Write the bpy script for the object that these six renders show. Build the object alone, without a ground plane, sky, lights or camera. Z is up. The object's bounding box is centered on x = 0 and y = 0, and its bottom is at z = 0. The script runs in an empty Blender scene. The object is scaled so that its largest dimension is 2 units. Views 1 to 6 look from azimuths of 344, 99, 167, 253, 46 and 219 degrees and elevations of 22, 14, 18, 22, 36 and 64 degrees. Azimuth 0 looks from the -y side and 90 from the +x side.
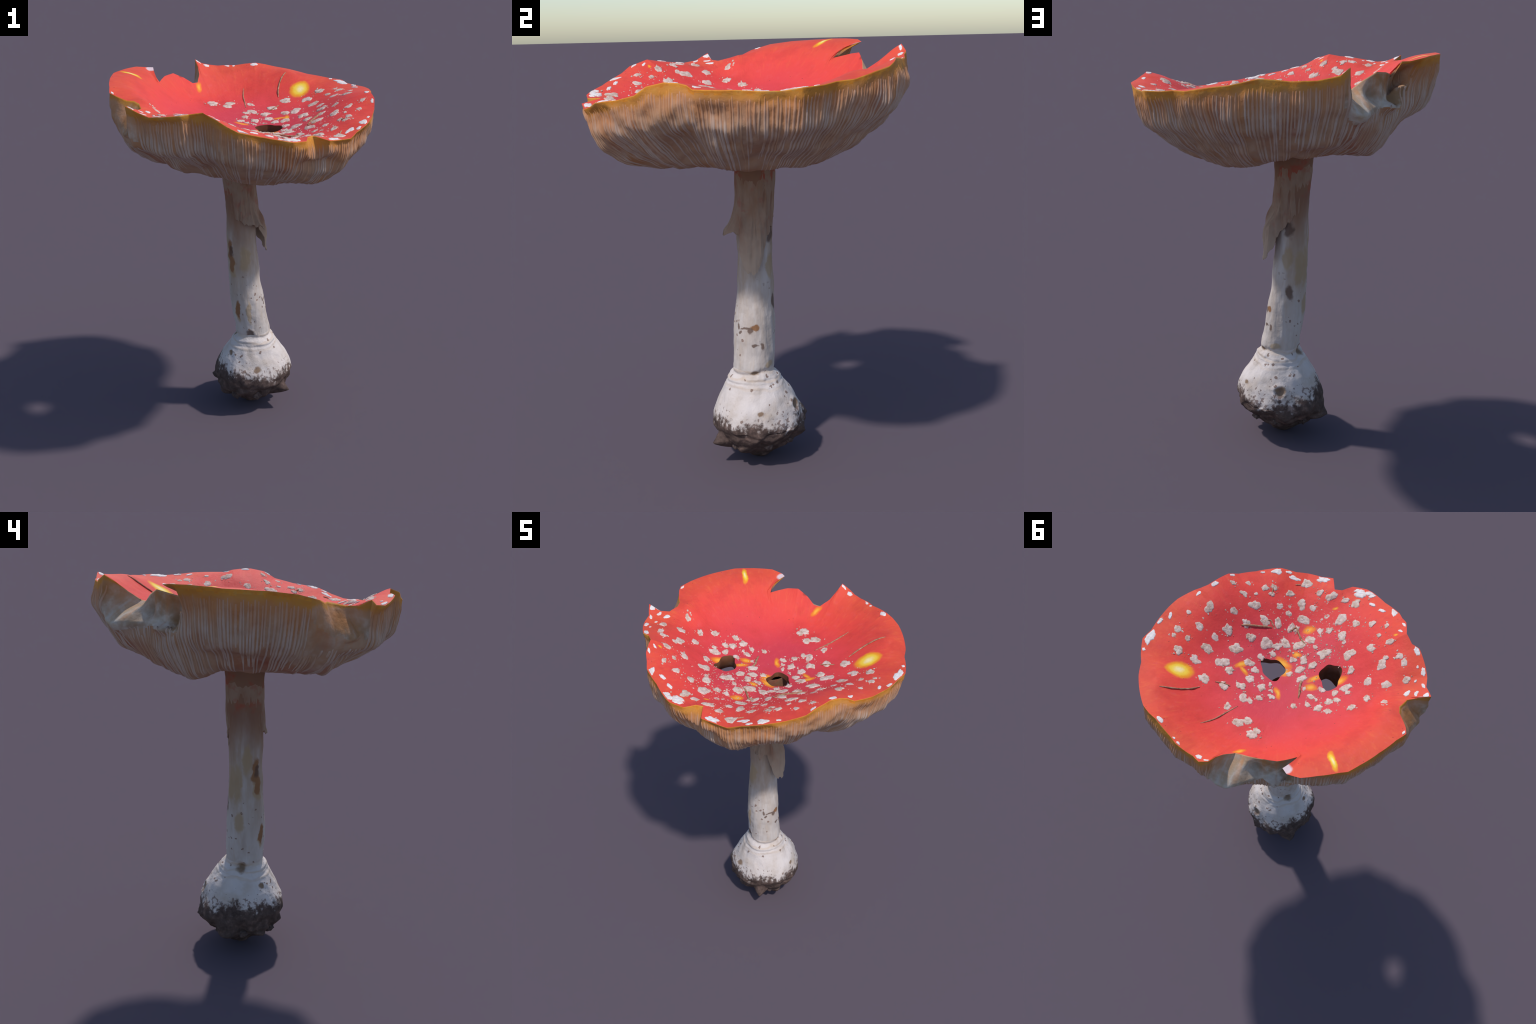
"""A fly agaric with a dished, torn red cap, gills, a ragged skirt and an earthy bulb."""
import bpy, bmesh, math, random
import numpy as np
from mathutils import Vector, noise as mnoise

rng = random.Random(7)
nprng = np.random.default_rng(7)

# ------------------------------------------------------------------ shape of the cap
def smooth(a, b, x):
    t = np.clip((x - a) / (b - a), 0, 1)
    return t * t * (3 - 2 * t)

# torn rim of the cap: (bearing in degrees, radius cm, height cm), walked counter-clockwise
RIM = [
 # lobe between the two small bites, with its two spikes
 (-154.9,75.8,194.0),(-149.3,72.8,190.5),(-144.3,73.1,189.5),(-139.2,72.2,190.0),(-131.2,70.5,191.0),(-128.4,67.2,191.2),
 (-123.0,66.2,192.0),(-116.0,70.0,189.0),(-112.0,70.8,186.0),(-108.5,72.2,184.0),(-99.4,71.8,181.0),(-91.1,73.5,178.5),
 (-88.0,73.7,177.5),(-81.9,71.2,176.5),
 # folded notch
 (-78.8,65.7,176.8),(-75.3,64.3,176.8),(-72.0,72.4,175.0),
 # low sunlit side
 (-66.8,71.8,174.0),(-60.6,72.5,173.5),(-55.0,71.2,175.0),(-48.1,72.1,177.0),(-44.7,71.5,177.5),(-36.6,70.1,178.5),
 (-28.4,69.6,180.5),(-23.3,69.3,184.0),(-17.3,67.8,185.5),(-12.0,67.6,185.2),(-8.8,68.8,184.5),(-6.3,70.9,183.0),
 (2.1,73.5,182.8),(7.3,74.0,182.8),(14.4,74.7,182.2),(20.7,75.1,182.2),(25.6,77.1,183.2),(32.5,75.4,183.8),(37.4,74.0,184.8),
 (43.4,74.7,185.3),(52.5,74.5,187.8),(59.4,74.4,189.3),(64.2,73.1,191.0),(68.2,71.5,192.2),(73.4,70.6,192.0),(78.3,70.0,191.5),
 (82.0,70.4,191.8),(87.2,69.8,192.0),(91.3,69.5,193.0),(95.0,70.6,194.2),(98.9,69.1,197.2),
 # big bite and the small petal beside it
 (99.4,63.7,193.5),(100.7,58.9,189.6),(104.4,54.2,186.2),(108.3,53.6,186.4),(113.3,55.0,190.0),(120.2,56.4,193.5),(127.1,56.4,193.0),
 (137.7,53.2,191.0),(136.2,56.8,194.8),
 # high flap whose tip hangs over the petal
 (129.6,62.4,198.0),(131.3,65.5,198.2),(136.6,68.4,199.4),(143.4,68.9,199.9),(151.6,70.2,200.0),(155.2,71.3,199.8),(160.5,70.7,199.6),
 (170.1,70.5,199.1),(179.4,71.2,197.8),(184.9,72.6,196.0),
 # small bite
 (187.5,70.6,195.0),(191.5,66.4,192.8),(193.8,63.6,192.6),(197.3,62.4,191.6),(202.5,64.6,190.2),(204.6,69.5,190.6)]
RIM = np.array(RIM, float)
RIM[:, 1:] *= .01
COL=RIM[:,0].copy()            # column bearing: monotone, so the flap may fold back over the petal
i=int(np.argmin(np.abs(RIM[:,0]-137.7)));COL[i:i+5]=[132.0,132.8,133.9,135.4,138.4]
def pinterp(x,xp,fp,per=360.0):
    xp=np.concatenate([xp-per,xp,xp+per]);fp=np.tile(fp,3)
    o=np.argsort(xp,kind='stable');return np.interp(x,xp[o],fp[o])
def rim_at(c):
    xp=np.concatenate([COL-360,COL,COL+360])
    a=np.concatenate([RIM[:,0]-360,RIM[:,0],RIM[:,0]+360])
    return np.interp(c,xp,a),np.interp(c,xp,np.tile(RIM[:,1],3)),np.interp(c,xp,np.tile(RIM[:,2],3))
whole=(RIM[:,1]>.66)&~((COL>99.0)&(COL<134.5))&~((COL>190)&(COL<204.9))
def env_at(c):
    return pinterp(c,COL[whole],RIM[whole,1]),pinterp(c,COL[whole],RIM[whole,2])
# dish of the cap: measured heights (cm) of marks on the skin
DISH=np.array([(43,33,180),(40,50,187.4),(30,33,177),(8,27,173.9),(13,50,180.4),(-9,31,176.2),(-51,26,196.4),(18,-1.5,169.1),(4,-1.6,168.7),
 (7,-8.4,167.7),(17,-9,167.8),(-11,-15,172.0),(-20,-22,172.0),(-20,-14,172.5),(-9,-26,172),(13,-36,169.3),(7,-20,169.8),(-12,-8,171.5),(-1,6,170.2),
 (40,-11,175.4),(28,-22,172.4),(7,-27,170.4),(-23,-28,175.9),(-16,-35,175.4),(-6,-41,174.9),(-35,-26,180.3),(-51,-18,186.6),(-30,0,176.7),
 (9,-54,174.0),(-31,-53,188.8),(32,-56,173.5),(42,-39,177.4),(56,-6,183),(32,27,175.5),(43,23,176.2),(52,25,179.7),(-39,35,190.5),
 (-46,38.6,197.4),(-56,15,196.8),(-60,0,195.4),(-55,-15,192.0),(-46,-4,183.8),(-44,10,185.6),(-47,-40,189.2),(-54,-31,188.1),(42,50,188.2),(11,61,188.1),(44,-44,178.0),(-11,-61,181.0),(-25,30,179.2),(-20,40,180.2),(-12,45,180.0),(-6,42,177.4),(-12,20,173.2),(20,-30,169.4),(42,4,174.4),(31,0,171.6),(50,8,178.2),(10,-12,167.6)],float)*.01
ctrl=np.concatenate([DISH,np.stack([RIM[:,1]*np.cos(np.radians(RIM[:,0])),RIM[:,1]*np.sin(np.radians(RIM[:,0])),RIM[:,2]],1)[(np.abs(COL-120)>14)]])
def U(d2): return np.where(d2>1e-12,d2*np.log(np.maximum(d2,1e-12)),0)
def tps_fit(Q,lam=2e-3):
    n=len(Q);d2=((Q[:,None,:2]-Q[None,:,:2])**2).sum(-1)
    K=U(d2)+lam*np.eye(n);P=np.c_[np.ones(n),Q[:,:2]]
    A=np.zeros((n+3,n+3));A[:n,:n]=K;A[:n,n:]=P;A[n:,:n]=P.T
    return np.linalg.solve(A,np.r_[Q[:,2],0,0,0])
W=tps_fit(ctrl)
rimxyz=np.stack([RIM[:,1]*np.cos(np.radians(RIM[:,0])),RIM[:,1]*np.sin(np.radians(RIM[:,0])),RIM[:,2]],1)
petal_ctrl=np.concatenate([DISH[(np.hypot(DISH[:,0]+.46,DISH[:,1]-.386)>.02)],rimxyz[(COL<132.1)|(COL>146)]])
WP=tps_fit(petal_ctrl)
def dish(x,y,weights=None,points=None):
    weights=W if weights is None else weights;points=ctrl if points is None else points
    x=np.asarray(x,float);y=np.asarray(y,float);out=weights[-3]+weights[-2]*x+weights[-1]*y
    for q,w in zip(points,weights[:-3]): out=out+w*U((x-q[0])**2+(y-q[1])**2)
    return out
def petal_dish(x,y): return dish(x,y,WP,petal_ctrl)
# belly of the underside: (share of rim radius, share of depth) ring by ring, rim -> cavity round the stem
BELLY=[(1.0,.25),(.965,.50),(.87,.73),(.72,.90),(.54,1.0)]
PUSH=[(1,0),(.92,-.4),(.7,-.7),(.35,-.93),(0,-1)]
ZB=1.50
CAV=[(.26,1.612),(.19,1.635),(.12,1.655),(.06,1.66)]
def knots(c,D):
    """list of (r,z) arrays for columns c; D = pushes (n,5) in m"""
    R,Z=env_at(c);th,Rr,Zr=rim_at(c)
    b=np.clip((R-Rr)/.15,0,1)
    ks=[(Rr,Zr)]
    for j,((fr,fz),(pr,pz)) in enumerate(zip(BELLY,PUSH)):
        r=R*fr+pr*D[:,j];z=Z-(Z-ZB)*fz+pz*D[:,j]
        if j==0: r=r-b*.07;z=z-b*.05
        ks.append((r,z))
    for (r,z),k in zip(CAV,(.05,.025,.0,.0)): ks.append((np.full_like(R,r),z-k*np.cos(np.radians(c+40))))
    return ks
def catmull(ks,s):
    """ks list of (r,z); s in knot units"""
    n=len(ks);i=min(int(s),n-2);t=s-i
    p=[np.stack(ks[min(max(k,0),n-1)]) for k in (i-1,i,i+1,i+2)]
    if i==0: p[0]=2*p[1]-p[2]
    return .5*(2*p[1]+(p[2]-p[0])*t+(2*p[0]-5*p[1]+4*p[2]-p[3])*t*t+(3*p[1]-p[0]-3*p[2]+p[3])*t**3)
NT=24
def cols(c,D):
    x=(np.asarray(c)%360)/360*NT;i=np.floor(x).astype(int);t=(x-i)[:,None]
    p=[D[(i+k)%NT] for k in (-1,0,1,2)]
    return .5*(2*p[1]+(p[2]-p[0])*t+(2*p[0]-5*p[1]+4*p[2]-p[3])*t*t+(3*p[1]-p[0]-3*p[2]+p[3])*t**3)
# ledges and spikes of torn flesh: bearing, ring, push out, push up, half-width in degrees and in rings
SPURS=[(107.0,1.2,.056,-.010,10,.95),(101.5,1.1,.02,-.015,5,.5),(126,1.75,.05,.0,5.5,.5),(116,.75,-.045,.0,6,.6),(133,1.2,-.015,.0,5,.6),
 (-160,.9,.03,-.02,5,.5),(-149,4.45,.01,-.035,10,.8)]
def under(c,D,S):
    K=knots(c,cols(c,D));th,_,_=rim_at(c);out=[]
    for s in S:
        r,z=catmull(K,s)
        for sb,ss,pr,pz,wb,ws in SPURS:
            e=np.abs((np.asarray(c)-sb+180)%360-180);k=np.clip(1-np.hypot(e/wb,(s-ss)/ws),0,1);r=r+pr*k;z=z+pz*k
        w=np.clip(1-s/1.0,0,1);a=np.radians(c+(th-c)*w)
        # under the flap the flesh runs back beneath it, so the tear stays open
        c1=np.asarray(c,float);k=smooth(0,.3,s)*(1-smooth(.55,1.0,s))*(c1>132.3)*(1-smooth(135.5,139.5,c1))
        a=a*(1-k)+np.radians(c1+5.7*(1-(c1-132)/18)+1.0)*k;r=r*(1-k)+.53*k;z=z-.05*k
        out.append(np.stack([r*np.cos(a),r*np.sin(a),z],-1))
    return np.array(out)

# lumps and hollows of the belly: push (mm) of each of the five belly rings, every 15 degrees
LUMPS = np.array([
 (-37, -20, -13, 8, 9), (-7, -20, -41, -29, 18), (-22, -22, -46, -28, 8), (-9, -26, -32, -8, 8),
 (0, -20, -36, -8, -10), (28, 6, -22, -24, -60), (20, -25, -29, -66, -52), (9, 4, -14, -34, -54),
 (-40, -80, -42, -18, -62), (-70, -62, -42, 0, -50), (-23, -34, -82, -64, -78), (8, -22, -74, -72, -80),
 (-12, -22, -54, -66, -78), (24, -6, -28, -48, -80), (-8, -6, -95, -66, -74), (-4, -16, -66, -64, -22),
 (-6, -8, -42, -42, -4), (-12, -10, -30, -18, 8), (-17, -21, -18, -4, 24), (-19, -56, 5, 28, 3),
 (-12, -5, 8, 36, 32), (-27, -20, -21, -3, 21), (-7, -16, -14, 8, 7), (-1, -10, -47, -30, 10)], float) * .001

# ------------------------------------------------------------------ helpers
def fbm(p, scale, octaves=4, seed=0.0):
    v = Vector((p[0] * scale + seed, p[1] * scale - seed, p[2] * scale + seed * .7))
    return mnoise.fractal(v, 1.0, 2.0, octaves)

def mesh_object(name, verts, faces, material, parent=None, shade=True, angle=None):
    me = bpy.data.meshes.new(name)
    me.from_pydata([tuple(v) for v in verts], [], faces)
    me.update()
    if material:
        for m in (material if isinstance(material, (list, tuple)) else [material]):
            me.materials.append(m)
    ob = bpy.data.objects.new(name, me)
    bpy.context.collection.objects.link(ob)
    if shade:
        me.polygons.foreach_set("use_smooth", [True] * len(me.polygons))
        if angle:
            me.set_sharp_from_angle(angle=math.radians(angle))
    if parent:
        ob.parent = parent
    return ob

def grid_faces(nu, nv, wrap=True):
    """faces of a grid stored ring by ring: nv rings of nu points"""
    f = []
    for j in range(nv - 1):
        for i in range(nu if wrap else nu - 1):
            k = (i + 1) % nu
            f.append((j * nu + i, j * nu + k, (j + 1) * nu + k, (j + 1) * nu + i))
    return f

# ------------------------------------------------------------------ material helpers
class Nodes:
    def __init__(self, name, rough=.7, spec=.25):
        self.mat = bpy.data.materials.new(name)
        self.mat.use_nodes = True
        self.t = self.mat.node_tree
        self.b = self.t.nodes["Principled BSDF"]
        self.b.inputs["Roughness"].default_value = rough
        self.b.inputs["Specular IOR Level"].default_value = spec
        self.co = self.t.nodes.new("ShaderNodeTexCoord").outputs["Object"]
    def new(self, kind, **kw):
        n = self.t.nodes.new(kind)
        for k, v in kw.items():
            setattr(n, k, v)
        return n
    def put(self, sock, v):
        if isinstance(v, bpy.types.NodeSocket):
            self.t.links.new(v, sock)
        elif v is not None:
            sock.default_value = v if not isinstance(v, tuple) or len(v) != 3 or sock.type != 'RGBA' else (*v, 1)
    def math(self, op, a, b=None, c=None, clamp=False):
        n = self.new("ShaderNodeMath", operation=op, use_clamp=clamp)
        for s, v in zip(n.inputs, (a, b, c)):
            self.put(s, v)
        return n.outputs[0]
    def vmath(self, op, a, b=None, scale=None):
        n = self.new("ShaderNodeVectorMath", operation=op)
        self.put(n.inputs[0], a)
        if b is not None:
            self.put(n.inputs[1], b)
        if scale is not None:
            self.put(n.inputs["Scale"], scale)
        return n.outputs["Value"] if op in ("LENGTH", "DOT_PRODUCT") else n.outputs[0]
    def noise(self, scale, detail=4, rough=.55, co=None, color=False, distortion=0.0):
        n = self.new("ShaderNodeTexNoise")
        self.put(n.inputs["Vector"], co or self.co)
        self.put(n.inputs["Scale"], scale)
        self.put(n.inputs["Detail"], detail)
        self.put(n.inputs["Roughness"], rough)
        self.put(n.inputs["Distortion"], distortion)
        return n.outputs["Color" if color else "Fac"]
    def step(self, x, a, b):
        n = self.new("ShaderNodeMapRange", interpolation_type='SMOOTHSTEP')
        self.put(n.inputs["Value"], x)
        self.put(n.inputs["From Min"], a)
        self.put(n.inputs["From Max"], b)
        return n.outputs[0]
    def mix(self, f, a, b):
        n = self.new("ShaderNodeMix", data_type='RGBA')
        self.put(n.inputs[0], f)
        self.put(n.inputs[6], a)
        self.put(n.inputs[7], b)
        return n.outputs[2]
    def ramp(self, x, stops):
        n = self.new("ShaderNodeValToRGB")
        self.put(n.inputs[0], x)
        e = n.color_ramp.elements
        while len(e) < len(stops):
            e.new(.5)
        for el, (p, c) in zip(e, stops):
            el.position = p
            el.color = (*c, 1)
        return n.outputs[0]
    def xyz(self, v=None):
        n = self.new("ShaderNodeSeparateXYZ")
        self.put(n.inputs[0], v or self.co)
        return n.outputs
    def wobble(self, scale, amount, detail=3):
        c = self.noise(scale, detail, color=True)
        d = self.vmath('SUBTRACT', c, (.5, .5, .5))
        return self.vmath('ADD', self.co, self.vmath('SCALE', d, scale=amount))
    def spot(self, co, centre, turn, size):
        """1 at the centre of an ellipsoid, 0 on its surface and outside"""
        m = self.new("ShaderNodeMapping", vector_type='TEXTURE')
        self.put(m.inputs["Vector"], co)
        m.inputs["Location"].default_value = centre
        m.inputs["Rotation"].default_value = (0, 0, math.radians(turn))
        m.inputs["Scale"].default_value = size
        g = self.new("ShaderNodeTexGradient", gradient_type='SPHERICAL')
        self.put(g.inputs[0], m.outputs[0])
        return g.outputs["Fac"]
    def most(self, items):
        out = items[0]
        for i in items[1:]:
            out = self.math('MAXIMUM', out, i)
        return out
    def bump(self, h, strength=.3, dist=.01):
        n = self.new("ShaderNodeBump")
        n.inputs["Strength"].default_value = strength
        n.inputs["Distance"].default_value = dist
        self.put(n.inputs["Height"], h)
        self.put(self.b.inputs["Normal"], n.outputs[0])
    def color(self, c):
        self.put(self.b.inputs["Base Color"], c)
        return self.mat

def below_rim(n):
    """height above (+) or below (-) the wavy margin of the cap, by bearing"""
    x, y, z = n.xyz()
    th = n.math('ARCTAN2', y, x)
    rim = n.math('ADD', 1.8818, 0.0)
    for k, (c, s) in enumerate([(-.0778, .0701), (.0157, -.0014), (.0182, -.0086), (-.0014, -.0184), (-.0037, .0001), (.006, -.0064)], 1):
        a = n.math('SUBTRACT', n.math('MULTIPLY', th, float(k)), math.atan2(s, c))
        rim = n.math('MULTIPLY_ADD', n.math('COSINE', a), math.hypot(c, s), rim)
    return n.math('SUBTRACT', z, rim)

def skin_material():
    n = Nodes("red_skin", .62, .2)
    x, y, z = n.xyz()
    flat = n.new("ShaderNodeCombineXYZ"); n.put(flat.inputs[0], x); n.put(flat.inputs[1], y)
    r = n.vmath('LENGTH', n.vmath('SUBTRACT', flat.outputs[0], (.04, -.05, 0)))
    big = n.noise(3.0, 4)
    rr = n.math('ADD', r, n.math('MULTIPLY', n.math('SUBTRACT', big, .5), .35))
    base = n.ramp(rr, [(0.05, (.60, .055, .080)), (.25, (.63, .055, .074)), (.40, (.71, .060, .064)), (.56, (.75, .066, .052)), (.72, (.72, .085, .046))])
    # fine strokes that run outwards, clearer toward the margin
    ang = n.new("ShaderNodeTexGradient", gradient_type='RADIAL'); n.put(ang.inputs[0], n.co)
    stroke = n.new("ShaderNodeCombineXYZ")
    n.put(stroke.inputs[0], n.math('MULTIPLY', ang.outputs["Fac"], 60.0)); n.put(stroke.inputs[1], n.math('MULTIPLY', r, 5.0))
    streak = n.noise(3.2, 3, co=stroke.outputs[0])
    k = n.math('MULTIPLY', n.step(r, .35, .7), n.step(streak, .5, .72))
    base = n.mix(n.math('MULTIPLY', k, .26), base, (.82, .19, .06))
    mott = n.noise(26, 5, .6)
    base = n.mix(n.math('MULTIPLY', n.step(mott, .52, .75), .35), base, (.72, .10, .10))
    base = n.mix(n.math('MULTIPLY', n.step(n.noise(7, 5, .62), .48, .70), .45), base, (.56, .046, .04))
    # peeled places where yellow flesh shows
    co = n.wobble(14, .035)
    amber = n.most([n.spot(co, (px, py, 1.75), t, (a, b, 3)) for px, py, t, a, b in [
        (.127, -.359, 60, .045, .028), (.072, -.197, 10, .038, .022), (-.122, -.078, 40, .042, .032), (-.009, .058, -35, .055, .018),
        (.25, .05, 70, .06, .02), (.22, .075, -20, .05, .018), (.06, -.075, 30, .05, .045), (.10, -.115, 0, .07, .03), (-.215, -.20, 60, .06, .03), (-.10, -.13, 60, .05, .02),
        (-.135, .50, 70, .045, .022), (.09, -.542, 60, .022, .013), (-.311, -.533, 20, .02, .010)]])
    base = n.mix(n.step(amber, .02, .45), base, (.80, .20, .025))
    base = n.mix(n.step(amber, .35, .9), base, (.88, .42, .05))
    yellow = n.most([n.spot(co, (.431, .333, 1.8), 45, (.085, .066, 3)), n.spot(co, (-.552, .298, 1.98), 138, (.075, .022, 3))])
    base = n.mix(n.step(yellow, .02, .35), base, (.82, .33, .02))
    base = n.mix(n.step(yellow, .30, .55), base, (.85, .58, .06))
    base = n.mix(n.step(yellow, .55, .95), base, (.88, .74, .38))
    base = n.mix(n.step(n.spot(co, (-.405, .475, 1.98), 40, (.05, .05, 3)), .15, .5), base, (.76, .58, .60))
    # specks of dirt and the one black scorch on the petal
    v = n.new("ShaderNodeTexVoronoi"); n.put(v.inputs["Vector"], n.wobble(60, .01)); v.inputs["Scale"].default_value = 38
    sp = n.math('MULTIPLY', n.math('LESS_THAN', v.outputs["Distance"], .10), n.math('GREATER_THAN', n.noise(17, 2), .60))
    base = n.mix(n.math('MULTIPLY', sp, .7), base, (.12, .03, .03))
    base = n.mix(n.step(n.spot(co, (-.235, .51, 1.93), 0, (.035, .035, .04)), .1, .6), base, (.03, .02, .015))
    n.bump(n.math('ADD', n.noise(70, 5), n.math('MULTIPLY', streak, .6)), .25, .006)
    return n.color(base)

def margin_material():
    n = Nodes("orange_margin", .65, .2)
    a = n.noise(18, 4)
    c = n.ramp(a, [(.3, (.62, .20, .025)), (.55, (.70, .28, .035)), (.75, (.55, .33, .10))])
    c = n.mix(n.math('MULTIPLY', n.step(n.noise(55, 3), .5, .7), .35), c, (.55, .16, .05))
    c = n.mix(n.step(n.math('ADD', below_rim(n), n.math('MULTIPLY', n.noise(30, 3), .04)), -.005, -.05), c, (.52, .30, .16))
    n.bump(n.noise(60, 4), .3, .006)
    return n.color(c)

def orange_edge(n, c, reach=.075):
    x, y, z = n.xyz()
    lane = n.new("ShaderNodeCombineXYZ"); n.put(lane.inputs[0], n.math('MULTIPLY', n.math('ARCTAN2', y, x), 16.0)); n.put(lane.inputs[1], n.math('MULTIPLY', z, 1.5))
    stain = n.noise(1.0, 4, .65, co=lane.outputs[0])
    g = n.math('ADD', below_rim(n), n.math('MULTIPLY', n.math('SUBTRACT', stain, .5), .30))
    c = n.mix(n.math('MULTIPLY', n.step(g, -.20, -.02), .7), c, (.57, .22, .07))
    g = n.math('ADD', below_rim(n), n.math('MULTIPLY', n.math('SUBTRACT', n.noise(14, 4), .5), .07))
    return n.mix(n.math('MULTIPLY', n.step(g, -reach, -.01), .9), c, n.mix(n.noise(20, 3), (.64, .22, .03), (.62, .30, .06)))

def bed_material():
    n = Nodes("gill_bed", .75, .15)
    c = n.ramp(n.noise(5, 4), [(.30, (.46, .22, .10)), (.5, (.47, .30, .20)), (.7, (.40, .18, .10))])
    c = n.mix(n.math('MULTIPLY', n.step(n.noise(2.6, 3), .55, .75), .6), c, (.36, .09, .06))
    c = n.mix(n.math('MULTIPLY', n.step(n.noise(12, 4), .5, .75), .45), c, (.58, .46, .39))
    n.bump(n.noise(45, 5), .35, .008)
    return n.color(orange_edge(n, c, .065))

def gill_material():
    n = Nodes("pale_gill", .75, .15)
    c = n.ramp(n.noise(6, 4), [(.30, (.50, .35, .27)), (.5, (.56, .43, .36)), (.7, (.50, .32, .21))])
    inf = n.new("ShaderNodeObjectInfo")
    c = n.mix(n.math('MULTIPLY', n.step(inf.outputs["Random"], .55, 1), .6), c, (.50, .27, .14))
    c = n.mix(n.math('MULTIPLY', n.step(n.noise(3, 3), .55, .75), .5), c, (.48, .25, .15))
    return n.color(orange_edge(n, c, .045))

def flesh_material():
    n = Nodes("torn_flesh", .75, .15)
    c = n.ramp(n.noise(8, 4), [(.34, (.33, .20, .11)), (.47, (.44, .33, .25)), (.58, (.56, .48, .41)), (.72, (.42, .27, .14))])
    c = n.mix(n.math('MULTIPLY', n.step(n.noise(16, 5, .6), .5, .7), .5), c, (.64, .57, .50))
    n.bump(n.noise(30, 5), .4, .01)
    return n.color(orange_edge(n, c, .03))

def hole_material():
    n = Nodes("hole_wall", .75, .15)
    c = n.ramp(n.noise(14, 4), [(.3, (.17, .055, .03)), (.55, (.22, .09, .045)), (.75, (.24, .15, .11))])  # browns darkened to bake in the shade inside the holes
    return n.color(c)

def wart_material():
    n = Nodes("pale_wart", .75, .2)
    c = n.ramp(n.noise(40, 5, .65), [(.36, (.44, .28, .21)), (.49, (.61, .46, .38)), (.64, (.72, .59, .53))])
    inf = n.new("ShaderNodeObjectInfo")
    c = n.mix(n.math('MULTIPLY', inf.outputs["Random"], .35), c, (.72, .55, .52))
    n.bump(n.noise(110, 5, .65), .55, .006)
    return n.color(c)

def white_wart_material():
    n = Nodes("white_wart", .7, .2)
    c = n.ramp(n.noise(30, 4), [(.3, (.66, .53, .48)), (.5, (.75, .68, .66)), (.7, (.78, .74, .74))])
    n.bump(n.noise(90, 4), .4, .005)
    return n.color(c)

def twig_material():
    n = Nodes("dry_needle", .8, .15)
    c = n.ramp(n.noise(60, 4), [(.3, (.22, .10, .06)), (.5, (.38, .20, .12)), (.72, (.50, .34, .24))])
    return n.color(c)

def polar_spot(n, co, bearing, z, wide, tall):
    cx, cy, r = stem_at(z)
    a = math.radians(bearing)
    return n.spot(co, (cx + r * math.cos(a), cy + r * math.sin(a), z), bearing, (.05, wide, tall))

def stem_material():
    n = Nodes("pale_stem", .75, .18)
    x, y, z = n.xyz()
    low = n.vmath('MULTIPLY', n.co, (1, 1, .25))
    fibre = n.noise(45, 4, co=n.vmath('MULTIPLY', n.co, (1, 1, .12)))
    c = n.ramp(n.noise(10, 4, co=low), [(.3, (.44, .36, .31)), (.5, (.59, .525, .495)), (.7, (.53, .455, .41))])
    c = n.mix(n.math('MULTIPLY', n.step(fibre, .52, .7), .35), c, (.56, .44, .35))
    # dark reddish-brown neck under the cap
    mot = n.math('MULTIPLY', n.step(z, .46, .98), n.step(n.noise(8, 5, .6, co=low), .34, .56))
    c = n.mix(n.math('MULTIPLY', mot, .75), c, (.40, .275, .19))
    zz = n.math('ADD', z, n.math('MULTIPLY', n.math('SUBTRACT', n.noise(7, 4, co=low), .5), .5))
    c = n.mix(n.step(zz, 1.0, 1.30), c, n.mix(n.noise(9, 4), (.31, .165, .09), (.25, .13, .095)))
    red = n.math('MULTIPLY', n.step(z, 1.25, 1.36), n.step(n.noise(11, 4), .50, .68))
    c = n.mix(n.math('MULTIPLY', red, .75), c, (.42, .07, .04))
    co = n.wobble(15, .06, 5)
    tan = n.most([polar_spot(n, co, *s) for s in [(-95, .955, .04, .10), (-153, .90, .032, .085), (136, .93, .03, .14), (144, .72, .042, .07), (111, .93, .035, .12),
                                                  (65, .97, .035, .08), (-100, .62, .018, .09), (-144, .62, .022, .07), (170, 1.06, .03, .1), (56, .50, .04, .025)]])
    c = n.mix(n.math('MULTIPLY', n.step(tan, .02, .45), .7), c, (.42, .29, .16))
    brown = n.most([polar_spot(n, co, *s) for s in [(-151, .92, .022, .07), (-140, .64, .022, .07), (9, .684, .03, .022), (-160, 1.0, .03, .09), (156, .458, .042, .035), (12, 1.265, .03, .03)]])
    c = n.mix(n.step(brown, .08, .4), c, (.30, .15, .075))
    dark = n.most([polar_spot(n, co, *s) for s in [(-151, .998, .026, .042), (78, .80, .026, .045), (68, 1.12, .028, .055), (-111, .49, .03, .035), (-21, .68, .045, .011), (-5, .665, .02, .02),
                                                   (30, .588, .012, .025), (-45, .69, .008, .03), (12, .60, .02, .012), (-64, 1.26, .014, .022), (-104, .47, .018, .03), (-38, .66, .012, .012)]])
    c = n.mix(n.math('MULTIPLY', n.step(dark, .05, .5), .85), c, (.13, .075, .055))
    v = n.new("ShaderNodeTexVoronoi"); n.put(v.inputs["Vector"], n.wobble(50, .02)); v.inputs["Scale"].default_value = 30
    sp = n.math('MULTIPLY', n.math('LESS_THAN', v.outputs["Distance"], .21), n.math('GREATER_THAN', n.noise(9, 2), .52))
    c = n.mix(n.math('MULTIPLY', sp, n.math('MULTIPLY', n.step(z, 1.0, .75), .75)), c, (.20, .11, .08))
    n.bump(n.math('ADD', fibre, n.noise(35, 5)), .35, .008)
    return n.color(c)

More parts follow.
